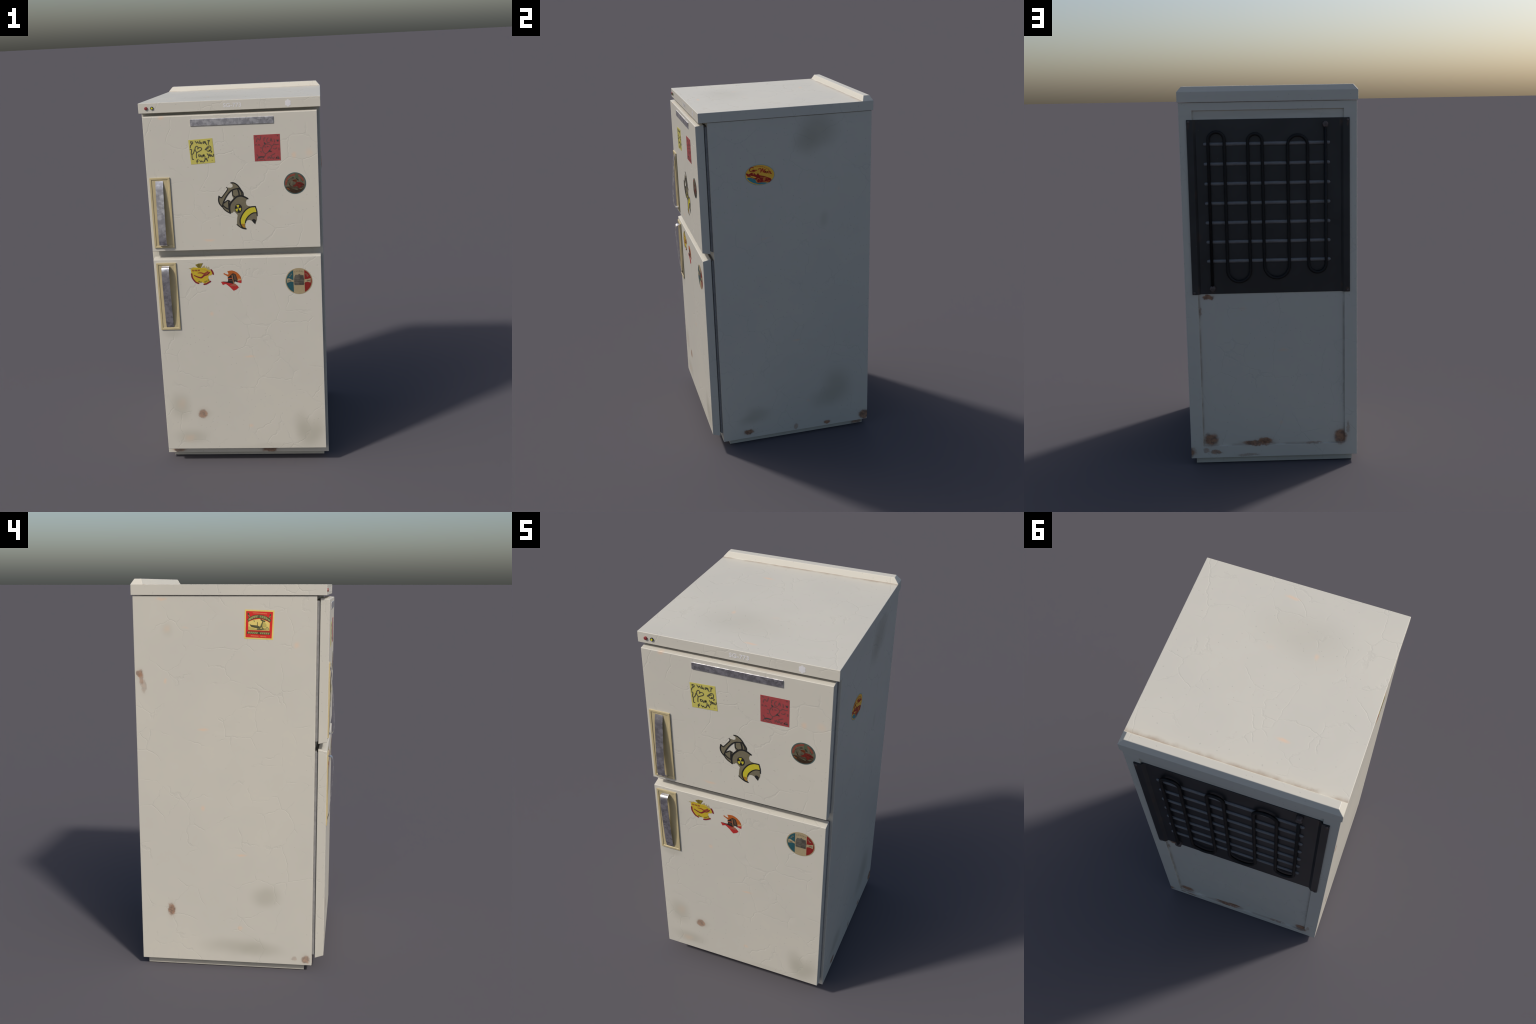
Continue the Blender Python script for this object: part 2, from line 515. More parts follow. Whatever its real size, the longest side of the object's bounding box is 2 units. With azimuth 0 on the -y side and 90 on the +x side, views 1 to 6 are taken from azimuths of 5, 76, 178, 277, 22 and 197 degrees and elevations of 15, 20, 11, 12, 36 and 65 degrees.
def handle_plate(parent, z0, z1):
    """cream backplate with a sunk centre panel"""
    x0, x1 = -.4205, -.3165
    yf, yi, yd = -.4740, -.4716, Y_DOOR + .001
    b = .0095
    v = box_verts(x0, x1, yf, yd, z0, z1)
    faces = [f for f in BOXF if f != (0, 1, 5, 4)]
    v += [(x0 + b, yf, z0 + b), (x1 - b, yf, z0 + b), (x1 - b, yf, z1 - b), (x0 + b, yf, z1 - b)]
    c = .0015
    v += [(x0 + b + c, yi, z0 + b + c), (x1 - b - c, yi, z0 + b + c), (x1 - b - c, yi, z1 - b - c), (x0 + b + c, yi, z1 - b - c)]
    o = [0, 1, 5, 4]
    for i in range(4):
        j = (i + 1) % 4
        faces += [(o[i], o[j], 8 + j, 8 + i), (8 + i, 8 + j, 12 + j, 12 + i)]
    faces.append((12, 13, 14, 15))
    ob = fix_normals(obj_from("handle_plate", v, faces, [cream], parent))
    return bevel(ob, .0009)


def strap_handle(parent, root, sign):
    """bent steel strap: stands off square at the root, bows out, tapers back to the plate.
    profile runs from the deep end to the shallow end; (stand-off y, distance from root)"""
    prof = [(-.4725, 0.0), (-.482, 0.0), (-.4895, .0018), (-.4955, .0095), (-.4985, .024), (-.4998, .046),
            (-.4988, .085), (-.4962, .130), (-.4915, .195), (-.4868, .250), (-.4822, .2985)]
    prof = [(y + .0002, d) for y, d in prof]
    pts = catmull([(0, y, d) for y, d in prof], 5) + [Vector((0, -.4728, .334))]
    x0, x1, th = -.3905, -.3515, .0021
    V, Fc = [], []
    n = len(pts)
    for i, p in enumerate(pts):
        t = (pts[min(i + 1, n - 1)] - pts[max(i - 1, 0)]).normalized()
        nrm = Vector((0, -t.z, t.y))
        if nrm.y > 0 and i > 2:
            nrm = -nrm
        q = p - nrm * th
        for x, a in ((x0, p), (x1, p), (x1, q), (x0, q)):
            V.append((x, a.y, root + sign * a.z))
    for i in range(n - 1):
        for k in range(4):
            Fc.append((i * 4 + k, i * 4 + (k + 1) % 4, (i + 1) * 4 + (k + 1) % 4, (i + 1) * 4 + k))
    Fc += [(0, 1, 2, 3), tuple(range(4 * n - 4, 4 * n))]
    ob = fix_normals(obj_from("strap_handle", V, Fc, [chrome], parent))
    for p in ob.data.polygons:
        p.use_smooth = True
    ob.data.set_sharp_from_angle(angle=math.radians(28))
    return ob


handle_plate(freezer_door, 1.235, 1.6005)
strap_handle(freezer_door, 1.2495, 1)
handle_plate(larder_door, .788, 1.1535)
strap_handle(larder_door, 1.1365, -1)

# long steel trim strip near the top of the freezer door
trim = box("trim_strip", -.1945, .2195, -.4718, Y_DOOR + .001, 1.8525, 1.886, chrome, freezer_door)
bevel(trim, .0014, 2)

# ------------------------------------------------------------------ lid front: buttons, model mark, emblem
red_btn = plain("red_button_plastic", lin(128, 48, 50), 0.4)
black_btn = plain("black_button_plastic", (0.02, 0.02, 0.022, 1), 0.4)
yellow_lamp = plain("yellow_lamp", lin(205, 200, 30), 0.25)
disc_y("push_button", -.413, 1.947, YF + .001, YF - .0055, .0082, red_btn, lid)
disc_y("indicator_lamp", -.383, 1.947, YF + .001, YF - .0050, .0082, black_btn, lid, mats=[black_btn, yellow_lamp], inner=.0048)
pale_print = plain("pale_print", (0.615, 0.605, 0.61, 1), 0.35)
tc = bpy.data.curves.new("model_mark", 'FONT')
tc.body = "SG-773"
tc.size = .0285
tc.extrude = .0006
tc.offset = .0005
tc.space_character = 1.02
tob = bpy.data.objects.new("model_mark_text", tc)
COL.objects.link(tob)
bpy.context.view_layer.update()
tm = bpy.data.meshes.new_from_object(tob.evaluated_get(bpy.context.evaluated_depsgraph_get()))
bpy.data.objects.remove(tob)
xs = [v.co.x for v in tm.vertices]
ys = [v.co.y for v in tm.vertices]
for v in tm.vertices:
    x = (v.co.x - min(xs)) / (max(xs) - min(xs)) * .089 - .026
    z = (v.co.y - min(ys)) / (max(ys) - min(ys)) * .0205 + 1.9365
    v.co = Vector((x, YF - .0002 - v.co.z * .5, z))
tm.materials.clear()
tm.materials.append(pale_print)
mark = bpy.data.objects.new("model_mark", tm)
COL.objects.link(mark)
mark.parent = lid
fix_normals(mark)


# ------------------------------------------------------------------ flat prints: notes and stickers
class Print:
    """a thin printed sheet stuck on a face. Local units are millimetres; u runs along the
    face, v is up. Each layer of ink lies a fraction of a millimetre above the one below."""
    STEP = .00028

    def __init__(self, name, parent, face, centre, base=.0002):
        self.name, self.parent, self.face, self.c, self.base = name, parent, face, centre, base
        self.V, self.F, self.M, self.mats = [], [], [], []
        self.count = 0

    def mat(self, m):
        if m not in self.mats:
            self.mats.append(m)
        return self.mats.index(m)

    def pos(self, u, v, h):
        a, b = self.c[0] + u / 1000, self.c[1] + v / 1000
        if self.face == 'front':
            return (a, Y_DOOR - h, b)
        if self.face == 'lid':
            return (a, YF - h, b)
        return (HALF_BODY + h, a, b) if self.face == 'right' else (-HALF_BODY - h, a, b)

    def poly(self, pts, m, layer=0, smooth=0, same=False):
        if smooth:
            pts = [(p.x, p.y) for p in catmull([(p[0], p[1], 0) for p in pts], smooth, True)]
        area = sum(p[0] * q[1] - q[0] * p[1] for p, q in zip(pts, pts[1:] + pts[:1]))
        if (area < 0) != (self.face == 'left'):
            pts = pts[::-1]
        self.count += 0 if same else 1
        h = self.base + self.STEP * (layer + 1) + self.count * 5e-6
        n, k = len(pts), len(self.V)
        self.V += [self.pos(u, v, h) for u, v in pts]
        i = self.mat(m)
        self.F.append(tuple(range(k, k + n)))
        self.M.append(i)
        if same:                 # a piece of an ink stroke: no walls of its own
            return
        self.V += [self.pos(u, v, -.0004) for u, v in pts]
        for a in range(n):
            b = (a + 1) % n
            self.F.append((k + a, k + n + a, k + n + b, k + b))
            self.M.append(i)

    def stroke(self, pts, w, m, layer=1, smooth=4, taper=0.0):
        if smooth and len(pts) > 2:
            pts = [(p.x, p.y) for p in catmull([(p[0], p[1], 0) for p in pts], smooth)]
        self.count += 1
        P = [Vector((p[0], p[1])) for p in pts]
        a, b = [], []
        for i, p in enumerate(P):
            t = (P[min(i + 1, len(P) - 1)] - P[max(i - 1, 0)])
            t = t.normalized() if t.length else Vector((1, 0))
            nrm = Vector((-t.y, t.x))
            s = i / max(1, len(P) - 1)
            ww = w * 0.5 * (1 - taper * abs(2 * s - 1))
            a.append(p + nrm * ww)
            b.append(p - nrm * ww)
        for i in range(len(P) - 1):
            self.poly([tuple(a[i]), tuple(a[i + 1]), tuple(b[i + 1]), tuple(b[i])], m, layer, same=True)
        for e, (p, q) in ((P[0], (a[0], b[0])), (P[-1], (b[-1], a[-1]))):      # round ends
            d = p - e
            self.poly([tuple(e + Vector((d.x * math.cos(t) - d.y * math.sin(t), d.x * math.sin(t) + d.y * math.cos(t))))
                       for t in [math.pi * k / 6 for k in range(7)]], m, layer, same=True)

    def ellipse(self, u, v, ru, rv, m, layer=0, n=40, a0=0, a1=360, tilt=0):
        ct, st = math.cos(math.radians(tilt)), math.sin(math.radians(tilt))
        pts = []
        full = abs(a1 - a0) >= 360
        for k in range(n if full else n + 1):
            a = math.radians(a0 + (a1 - a0) * k / n)
            x, y = ru * math.cos(a), rv * math.sin(a)
            pts.append((u + x * ct - y * st, v + x * st + y * ct))
        if not full:
            pts.append((u, v))
        self.poly(pts, m, layer)

    def done(self):
        return obj_from(self.name, self.V, self.F, self.mats, self.parent, self.M)


LIGHT = {'front': (.79, .79, .78), 'left': (.92, .90, .90), 'right': (.130, .156, .22)}


def ink(name, rgb, rough=0.6, vary=0.12, face='front'):
    """print colour given as it reads on its side of the fridge, turned into a base colour"""
    c = lin(*rgb)
    c = tuple(min(.95, a / f) for a, f in zip(c, LIGHT[face])) + (1,)
    return plain(name, c, rough, vary=vary, scale=70, spec=0.25)


pen = ink("black_ink", (70, 68, 52))
# --- yellow note with scribbled words, a heart and a swirl
note_yellow = ink("yellow_paper", (163, 155, 78), .7, .05)
P = Print("sticky_note", freezer_door, 'front', (-.1455, 1.7255))
P.poly([(-64, 58.5), (57, 64), (64.5, -58), (-57, -64)], note_yellow, 1)
for s in ([(-29, 52), (-22, 42), (-17, 50), (-12, 41)], [(-6, 53), (-6, 39), (0, 45), (3, 38)],
          [(17, 48), (10, 47), (11, 39), (19, 48), (21, 39)], [(22, 48), (24, 40), (28, 32)],
          [(33, 52), (43, 53), (37, 45), (36, 34)],
          [(-26, -3), (-32, 7), (-31, 20), (-24, 27), (-17, 22), (-19, 13)],
          [(-19, 13), (-14, 18), (-7, 20), (1, 15), (-2, 7), (-17, -1), (-26, -6)],
          [(18, 8), (28, 18), (39, 26), (47, 20), (46, 6), (36, 5), (44, 2), (51, -2), (47, -7)],
          [(18, 8), (24, 8), (30, 14), (39, 18)], [(27, 3), (34, -1), (44, 2)],
          [(-26, -7), (-28, -18), (-28, -31)], [(-16, -16), (-15, -25), (-8, -25), (-7, -18), (-14, -17)],
          [(-4, -19), (0, -29), (5, -18)], [(8, -22), (13, -20), (9, -16), (9, -26), (17, -28)],
          [(27, -12), (33, -21), (37, -14)], [(36, -17), (34, -28), (30, -34)],
          [(40, -19), (46, -19), (45, -26), (40, -24), (42, -19)], [(50, -20), (52, -27), (58, -25), (59, -16)],
          [(-20, -40), (-27, -46), (-26, -57)], [(-28, -50), (-21, -48)], [(-12, -45), (-7, -53), (-3, -47), (3, -53), (11, -50), (11, -44)],
          [(13, -44), (21, -34), (27, -49)], [(14, -35), (24, -44)],
          [(-51, 50), (-43, 49), (-43, 42), (-51, 43), (-52, 50)], [(-43, 42), (-54, 31), (-56, 20)],
          [(-57, 12), (-50, 10), (-53, -11), (-44, -10), (-38, 1), (-36, 9)], [(-50, -16), (-49, -37), (-43, -38)]):
    P.stroke(s, 4.6, pen, 2)
P.ellipse(50, -46, 4, 3, ink("faint_pencil", (136, 128, 68)), 2, 14)
P.done()

# --- red note with dark doodles
note_red = ink("red_paper", (133, 56, 57), .7, .10)
doodle = ink("dark_doodle_ink", (94, 58, 57))
doodle_black = ink("black_doodle_ink", (56, 52, 52))
P = Print("sticky_note", freezer_door, 'front', (.183, 1.7315))
P.poly([(-65, 65), (65, 66.5), (65.5, -65), (-64, -65.5)], note_red, 1)
for s in ([(-52, 32), (-46, 48), (-35, 39), (-29, 58)], [(-15, 36), (-14, 48), (-8, 50)], [(7, 49), (-1, 40), (2, 27), (11, 26)],
          [(16, 32), (21, 45), (25, 31)], [(18, 37), (24, 36)], [(36, 42), (38, 27)], [(49, 38), (53, 29), (57, 38)],
          [(-15, 29), (-9, 20), (-18, 10), (-23, -2), (-23, -13), (-18, -23), (-10, -28), (-2, -26), (9, -16)],
          [(-9, 20), (6, 18), (18, 13), (21, 0), (9, -16), (21, -20), (12, -13)], [(21, 6), (32, 14)],
          [(-11, 8), (-10, 3)], [(0, 6), (6, 6)], [(-10, -28), (-12, -39), (-19, -44)], [(-54, -59), (-46, -50), (-34, -58), (-22, -54), (-14, -60)],
          [(16, -40), (26, -35), (37, -30)], [(1, -55), (8, -44), (14, -55), (20, -44), (26, -54), (34, -48)], [(0, -47), (16, -49), (30, -56)],
          [(42, -55), (50, -43), (58, -55), (44, -52)], [(-59, 16), (-53, 18)], [(-45, 14), (-40, 18), (-36, 14)], [(30, -5), (40, -7), (47, -1)],
          [(58, -3), (58, -13)], [(32, 18), (46, 15), (56, 16)], [(-34, -18), (-28, -20)], [(-34, 2), (-28, 0)], [(-56, 58), (-50, 57)], [(52, 58), (55, 60)],
          [(-52, -32), (-47, -40)]):
    P.stroke(s, 4.4, doodle, 2)
for s in ([(-44, -46), (-32, -44), (-20, -45)], [(52, 35), (55, 33)], [(-13, 24), (-10, 20)], [(8, -18), (12, -15)], [(51, -53), (55, -54)]):
    P.stroke(s, 6.5, doodle_black, 3)
P.done()

# --- torn sticker: a finned bomb with a yellow band
olive = ink("olive_print", (97, 91, 73), .5, .10)
outline_black = ink("black_print", (27, 27, 27))
band_yellow = ink("yellow_print", (165, 155, 42), .5, .06)
amber = ink("amber_print", (140, 105, 32))
P = Print("bomb_sticker", freezer_door, 'front', (.022, 1.43))
body = [(51, 49), (44, 40), (41, 30), (43, 18), (51, 11), (66, 8), (87, 8), (92, -5), (96, -18), (95, -40), (93, -62), (83, -85), (74, -74), (66, -66),
        (56, -62), (47, -62), (40, -66), (34, -76), (31, -92), (35, -108), (16, -104), (-10, -84), (-9, -68), (-7, -49), (-4, -34), (-15, -21),
        (-22, -14), (-30, -22), (-41, -24), (-45, 0), (-38, 26), (-22, 45), (-4, 60), (16, 64), (34, 60)]
P.poly(body, olive, 0)
tail_fin = [(-41, -24), (-54, -17), (-72, -5), (-82, 12), (-95, 25), (-99, 45), (-94, 68), (-87, 63), (-81, 57), (-76, 62), (-69, 74), (-58, 88),
            (-49, 99), (-53, 110), (-44, 108), (-31, 107), (-23, 111), (-21, 120), (-29, 132), (-12, 133), (5, 119), (18, 98), (28, 82), (31, 64)]
hole_in = [(16, 64), (-4, 60), (-20, 48), (-27, 66), (-28, 90), (-40, 83), (-51, 74), (-63, 54), (-69, 33), (-60, 38), (-51, 43), (-38, 42), (-34, 32), (-43, 10)]
P.poly(tail_fin + hole_in, olive, 0)
for s, w in (([(51, 49), (34, 59), (16, 64), (-4, 60), (-22, 45), (-38, 25), (-44, 1), (-42, -23)], 8),
             ([(-29, 132), (-14, 131), (4, 118), (17, 98), (28, 80), (29, 64)], 6),
             ([(15, 103), (-9, 100), (-29, 93), (-49, 73), (-65, 49), (-75, 28), (-79, 12)], 6),
             ([(4, 97), (8, 82), (9, 66)], 7), ([(-24, 95), (-24, 70), (-13, 60)], 5), ([(10, 100), (20, 84), (23, 66)], 4),
             ([(-45, 38), (-46, 20), (-46, 0)], 7), ([(-70, 30), (-51, 43), (-40, 38)], 5), ([(-76, 18), (-64, 6), (-50, -2)], 6),
             ([(-80, 12), (-70, -4), (-55, -16), (-43, -22)], 5), ([(-94, 66), (-97, 45), (-93, 27), (-82, 12)], 6),
             ([(-94, 66), (-88, 60), (-81, 58)], 6), ([(-81, 58), (-68, 74), (-49, 99), (-53, 110)], 4),
             ([(88, 7), (64, 5), (40, -8), (20, -32), (8, -58), (8, -80), (18, -100), (35, -107)], 6),
             ([(88, 7), (94, -16), (95, -40)], 5), ([(93, -25), (75, -26), (55, -38), (39, -57), (33, -74)], 5),
             ([(-10, -84), (4, -96), (18, -104), (34, -108)], 5)):
    P.stroke(s, w, outline_black, 2)
P.poly([(89, 3), (63, 2), (41, -10), (22, -33), (11, -59), (11, -80), (30, -82), (30, -76), (38, -56), (54, -36), (74, -24), (92, -23)], band_yellow, 1)
P.poly([(11, -80), (13, -92), (22, -100), (33, -101), (30, -90), (30, -81)], amber, 1)
P.poly([(70, -60), (78, -57), (88, -63), (83, -85), (74, -76), (67, -66)], outline_black, 1)
P.ellipse(2, 0, 18.5, 23, outline_black, 2, 32)
for a in (98, 218, 338):
    P.ellipse(1, 0, 14.5, 18.5, band_yellow, 3, 8, a - 30, a + 30)
P.ellipse(1, 0, 3, 4, olive, 4, 12)
P.done()

# --- round dark sticker (postcard scene in reds and greens)
dk = ink("dark_teal_print", (62, 80, 78))
mud = Nodes("muddy_print")
k = mud.ramp(mud.noise(45, 4), .38, .62)
mc = mud.mix(k, lin(62, 56, 42), lin(94, 86, 68))
mc = mud.mix(mud.ramp(mud.noise(70, 3, w=3.0), .52, .66), mc, lin(76, 84, 64))
mud = mud.finish(mc, .5)
brick = ink("brick_print", (114, 62, 49), .5, .35)
scarlet = ink("scarlet_print", (88, 28, 20), .5, .35)
umber = ink("umber_print", (52, 38, 25), .5, .4)
P = Print("round_sticker", freezer_door, 'front', (.315, 1.549))
P.ellipse(0, 0, 55.5, 55, dk, 0, 48)
P.ellipse(0, 0, 51, 50.5, mud, 1, 48)
P.stroke([(-46, -4), (-42, 14), (-35, 28), (-22, 38), (2, 45)], 10, brick, 2)
P.stroke([(20, 40), (29, 32), (36, 23), (39, 14)], 9, brick, 2)
P.poly([(2, 48), (17, 45), (17, 24), (1, 27)], ink("moss_print", (66, 75, 55)), 2)
P.poly([(-47, -20), (-30, -16), (-6, -30), (23, -34), (46, -20), (32, -39), (16, -47), (-1, -50), (-18, -46), (-34, -36)], umber, 2, 3)
P.poly([(-12, -13), (0, -6), (6, 4), (20, 6), (34, 2), (46, -8), (36, -14), (31, -18), (20, -27), (11, -16), (-4, -17)], scarlet, 3, 3)
P.poly([(-13, 14), (-1, 20), (9, 17), (6, 6), (-3, 8)], ink("rust_print", (96, 46, 24), .5, .3), 3, 3)
P.stroke([(-29, -2), (-25, -12)], 5, umber, 3)
P.poly([(-44, -18), (-20, -22), (8, -28), (40, -22), (44, -14), (10, -20), (-20, -14)], ink("dusk_print", (66, 54, 40), .6, .4), 2, 3)
P.stroke([(18, -2), (32, -6), (42, -9)], 6, ink("dark_scarlet_print", (66, 22, 16), .6, .3), 4)
P.stroke([(-10, 15), (2, 13)], 5, ink("dark_rust_print", (72, 34, 18), .6, .3), 4)
P.stroke([(14, -30), (30, -34)], 6, umber, 3)
P.stroke([(-40, -24), (-30, -30)], 5, ink("dull_orange_print", (108, 62, 32)), 3)
P.stroke([(-34, 20), (-20, 30), (-4, 36)], 4, ink("grey_green_print", (82, 88, 70)), 2)
P.stroke([(8, 24), (16, 16)], 6, ink("black_green_print", (40, 44, 32)), 3)
P.done()

# --- torn yellow crest sticker
crest_y = ink("crest_yellow_print", (163, 142, 38), .5, .10)
crest_o = ink("crest_olive_print", (112, 100, 38), .5, .3)
maroon = ink("maroon_print", (105, 30, 39), .5, .1)
redbrown = ink("red_brown_print", (126, 56, 39), .5, .2)
faded = ink("faded_print", (146, 136, 102), .6, .2)
P = Print("torn_crest_sticker", larder_door, 'front', (-.193, 1.086))
P.poly([(-49, 30), (-33, 40), (-15, 38), (0, 35), (24, 38), (38, 31), (52, 22), (62, 18), (64, 5), (56, -5), (44, -6), (40, -14), (42, -24), (48, -36), (24, -50), (14, -46),
        (6, -42), (-4, -45), (-15, -46), (-28, -36), (-41, -18), (-47, 3)], crest_y, 0)
P.poly([(-49, 30), (-61, 36), (-47, 38), (-33, 40)], faded, 0)
P.poly([(-11, 37), (-24, 53), (-7, 60), (17, 61), (9, 46), (4, 36)], crest_o, 1)
P.stroke([(-4, 40), (-5, 56)], 5, ink("dark_olive_print", (84, 76, 34)), 2)
P.poly([(8, 38), (24, 50), (27, 40), (20, 36)], faded, 0)
P.poly([(28, 36), (34, 46), (38, 36), (47, 42), (50, 30), (58, 26), (44, 24)], faded, 0)
P.stroke([(-46, 5), (-44, -14), (-35, -31), (-26, -41), (-13, -47)], 8, maroon, 1)
P.stroke([(16, -53), (29, -50), (50, -38)], 8, maroon, 1)
P.stroke([(58, 24), (64, 13), (67, 1)], 8, maroon, 1)
P.stroke([(-32, -4), (-16, -12), (2, -17), (14, -9), (22, -4), (36, -1), (50, 12)], 9, maroon, 1, taper=.45)
P.stroke([(-13, 9), (4, 10), (18, 4), (30, 10), (41, 18)], 8, redbrown, 2, taper=.5)
P.stroke([(18, 2), (30, 6), (42, 11)], 6, redbrown, 2)
for x in (-42, -35, -27, -20, -12, -6):
    P.stroke([(x, 20), (x + 3, 26)], 4, redbrown, 1)
P.stroke([(8, 26), (22, 25), (36, 22)], 3, ink("ochre_print", (148, 122, 38)), 1)
for x, z in ((-9, -37), (0, -40), (22, -40), (30, -36), (40, -30)):
    P.ellipse(x, z, 5, 4, crest_o, 1, 12)
P.done()

# --- torn round sticker: dark castle on an orange and red sunset
orange = ink("orange_print", (150, 78, 32), .5, .15)
redp = ink("red_print", (148, 37, 36), .5, .1)
blackp = ink("soot_print", (37, 34, 32), .5, .3)
brownp = ink("brown_print", (78, 61, 48), .5, .25)
P = Print("torn_sunset_sticker", larder_door, 'front', (-.03, 1.055))
P.poly([(-22, 45), (-10, 48), (3, 49), (16, 45), (28, 38), (38, 28), (46, 15), (50, -2), (31, -6), (8, 14), (-18, 14), (-28, 22), (-43, 31), (-41, 35), (-37, 36), (-31, 31),
        (-18, 27), (-17, 33)], orange, 0)
P.poly([(32, 4), (49, 3), (50, -5), (31, -7)], ink("peach_print", (160, 124, 84)), 1)
P.poly([(29, -9), (50, -4), (48, -20), (40, -19), (30, -15)], redp, 1)
P.poly([(-58, -11), (-29, -13), (6, -24), (18, -24), (26, -32), (34, -43), (22, -54), (6, -61), (-2, -53), (-11, -42), (-22, -32), (-33, -23), (-41, -25), (-49, -29)], redp, 0)
P.poly([(6, -24), (18, -24), (26, -33), (18, -37), (-4, -36), (-14, -32)], ink("rose_print", (140, 72, 56)), 1)
P.poly([(-55, -9), (-23, -11), (-20, -3), (-22, 11), (-8, 22), (2, 32), (12, 33), (21, 28), (26, 10), (30, -16), (14, -10), (8, -24), (-15, -18)], blackp, 1)
P.poly([(8, 31), (19, 26), (26, -6), (13, -4)], brownp, 2)
P.stroke([(2, 24), (4, 6), (7, -12), (10, -26)], 5, ink("tan_print", (128, 86, 58)), 2)
P.stroke([(-18, 5), (-1, 7)], 5, ink("ember_print", (148, 66, 38)), 2)
P.stroke([(-14, -5), (-2, -6)], 5, brownp, 2)
P.done()

# --- tricolour round sticker with a grey building and two ribbons
buff = ink("buff_print", (136, 123, 95), .5, .08)
teal = ink("teal_print", (33, 70, 76), .5, .15)
deep_red = ink("deep_red_print", (110, 28, 25), .5, .15)
slate = ink("slate_print", (82, 78, 70), .5, .25)
slate_d = ink("dark_slate_print", (65, 62, 56), .5, .3)
P = Print("tricolour_sticker", larder_door, 'front', (.317, 1.038))
P.ellipse(0, 0, 70, 70, buff, 0, 56)


def segment(P, u_cut, sgn, r, m):
    a = math.degrees(math.acos(u_cut / r))
    pts = [(sgn * r * math.cos(math.radians(t)), r * math.sin(math.radians(t))) for t in [-a + 2 * a * k / 24 for k in range(25)]]
    P.poly(pts, m, 1)


segment(P, 28, -1, 65.5, teal)
segment(P, 29, 1, 65.5, deep_red)
P.poly([(-25, 14), (-22, 26), (-16, 35), (-4, 34), (1, 39), (5, 38), (8, 34), (24, 32), (27, 9), (25, -21), (-24, -21)], slate, 2)
P.poly([(4, 30), (22, 29), (25, 10), (6, 12)], slate_d, 3)
for z in (8, -2, -14):
    P.stroke([(-24, z), (26, z)], 2.5, slate_d, 3, 0)
P.poly([(2, -8), (24, -8), (23, -20), (3, -20)], slate_d, 3)
P.poly([(-61, 14), (-51, 17), (-41, 11), (-28, 5), (-28, -5), (-41, -1), (-61, -8)], buff, 2)
P.poly([(30, 9), (45, 10), (61, 15), (60, -9), (44, -4), (29, -8)], buff, 2)
for x in (-56, -52, -48, -44):
    P.stroke([(x, 1), (x + 2.5, 4)], 2.2, slate_d, 3, 0)
for x in (41, 46, 50, 54):
    P.stroke([(x, 0), (x + 2.5, 4)], 2.2, slate_d, 3, 0)
for k in range(6):                      # arc of tiny unreadable lettering
    a = math.radians(112 - k * 9)
    P.stroke([(52 * math.cos(a), 52 * math.sin(a)), (57 * math.cos(a), 57 * math.sin(a))], 2.4, ink("khaki_print", (118, 107, 84)) if k == 0 else P.mats[-1], 3, 0)
for a0 in (150, 142, 134, 46, 38, 30):
    a = math.radians(a0)
    P.stroke([(51 * math.cos(a), 51 * math.sin(a)), (56 * math.cos(a), 56 * math.sin(a))], 3, P.mats[-1], 3, 0)
P.done()

# --- oval car-wash sticker on the right side
ochre = ink("ochre_sticker_print", (100, 79, 28), .5, .08, face='right')
rim_teal = ink("rim_teal_print", (60, 72, 78), .5, .1, face='right')
car_red = ink("car_red_print", (66, 12, 10), .5, .2, face='right')
word_red = ink("word_red_print", (76, 24, 14), face='right')
pool = ink("pool_blue_print", (22, 58, 74), .5, .15, face='right')
burnt = ink("burnt_orange_print", (86, 52, 22), face='right')
P = Print("oval_sticker", cabinet, 'right', (-.14, 1.626))
P.ellipse(0, -1, 82, 57, rim_teal, 0, 56, tilt=-4)
P.ellipse(0, -1, 78, 53, ochre, 1, 56, tilt=-4)
P.poly([(-72, -12), (-56, -10), (-26, -23), (-20, -39), (-3, -44), (8, -42), (40, -46), (26, -52), (-6, -52), (-37, -42), (-59, -28)], pool, 2)
P.poly([(-77, 11), (-70, 14), (-61, 7), (-52, 12), (-45, 15), (-31, 13), (-20, 0), (-10, 10), (-3, -2), (22, -9), (44, -18), (58, -24), (63, -34), (52, -46), (31, -43), (3, -42),
        (-8, -43), (-20, -27), (-36, -17), (-56, -6), (-66, -5)], car_red, 3)
P.poly([(-55, 0), (-35, -5), (-19, -13), (-28, -17), (-46, -9)], ochre, 4)
P.poly([(-42, 8), (-33, 11), (-31, 5)], ochre, 4)
P.ellipse(-10, -30, 11, 13, burnt, 4, 20)
P.ellipse(-8, -31, 7.5, 9, car_red, 5, 18)
P.ellipse(23, -26, 7, 9, burnt, 4, 18, tilt=-20)
P.stroke([(3, -13), (22, -16), (40, -22)], 3.5, burnt, 4)
P.stroke([(14, -41), (36, -40), (54, -38)], 4, burnt, 4)
P.stroke([(36, -20), (44, -32), (40, -38)], 3, word_red, 4)
# the words "Car Wash" in brush script
for s in ([(-35, 40), (-42, 43), (-50, 40), (-56, 31), (-53, 23), (-46, 22), (-41, 25)],
          [(-33, 28), (-38, 28), (-40, 23), (-35, 21), (-32, 27), (-31, 21)], [(-27, 28), (-26, 21)], [(-26, 26), (-21, 27), (-16, 26)],
          [(-8, 31), (2, 33), (7, 30), (5, 13)], [(5, 13), (17, 32)], [(17, 32), (18, 12)], [(18, 12), (24, 20), (30, 27)],
          [(30, 17), (25, 16), (24, 11), (29, 10), (31, 16), (33, 9)], [(43, 13), (38, 13), (42, 9), (37, 6)],
          [(50, 18), (49, 4)], [(49, 8), (55, 12), (58, 9), (59, 1), (63, 2)]):
    P.stroke(s, 5, word_red, 3)
for k in range(9):
    u = -36 + k * 10
    P.stroke([(u, 46 - .006 * (u + 8) ** 2 - .06 * u), (u + 5, 46 - .006 * (u + 13) ** 2 - .06 * u)], 3.6, burnt, 2, 0)
P.done()

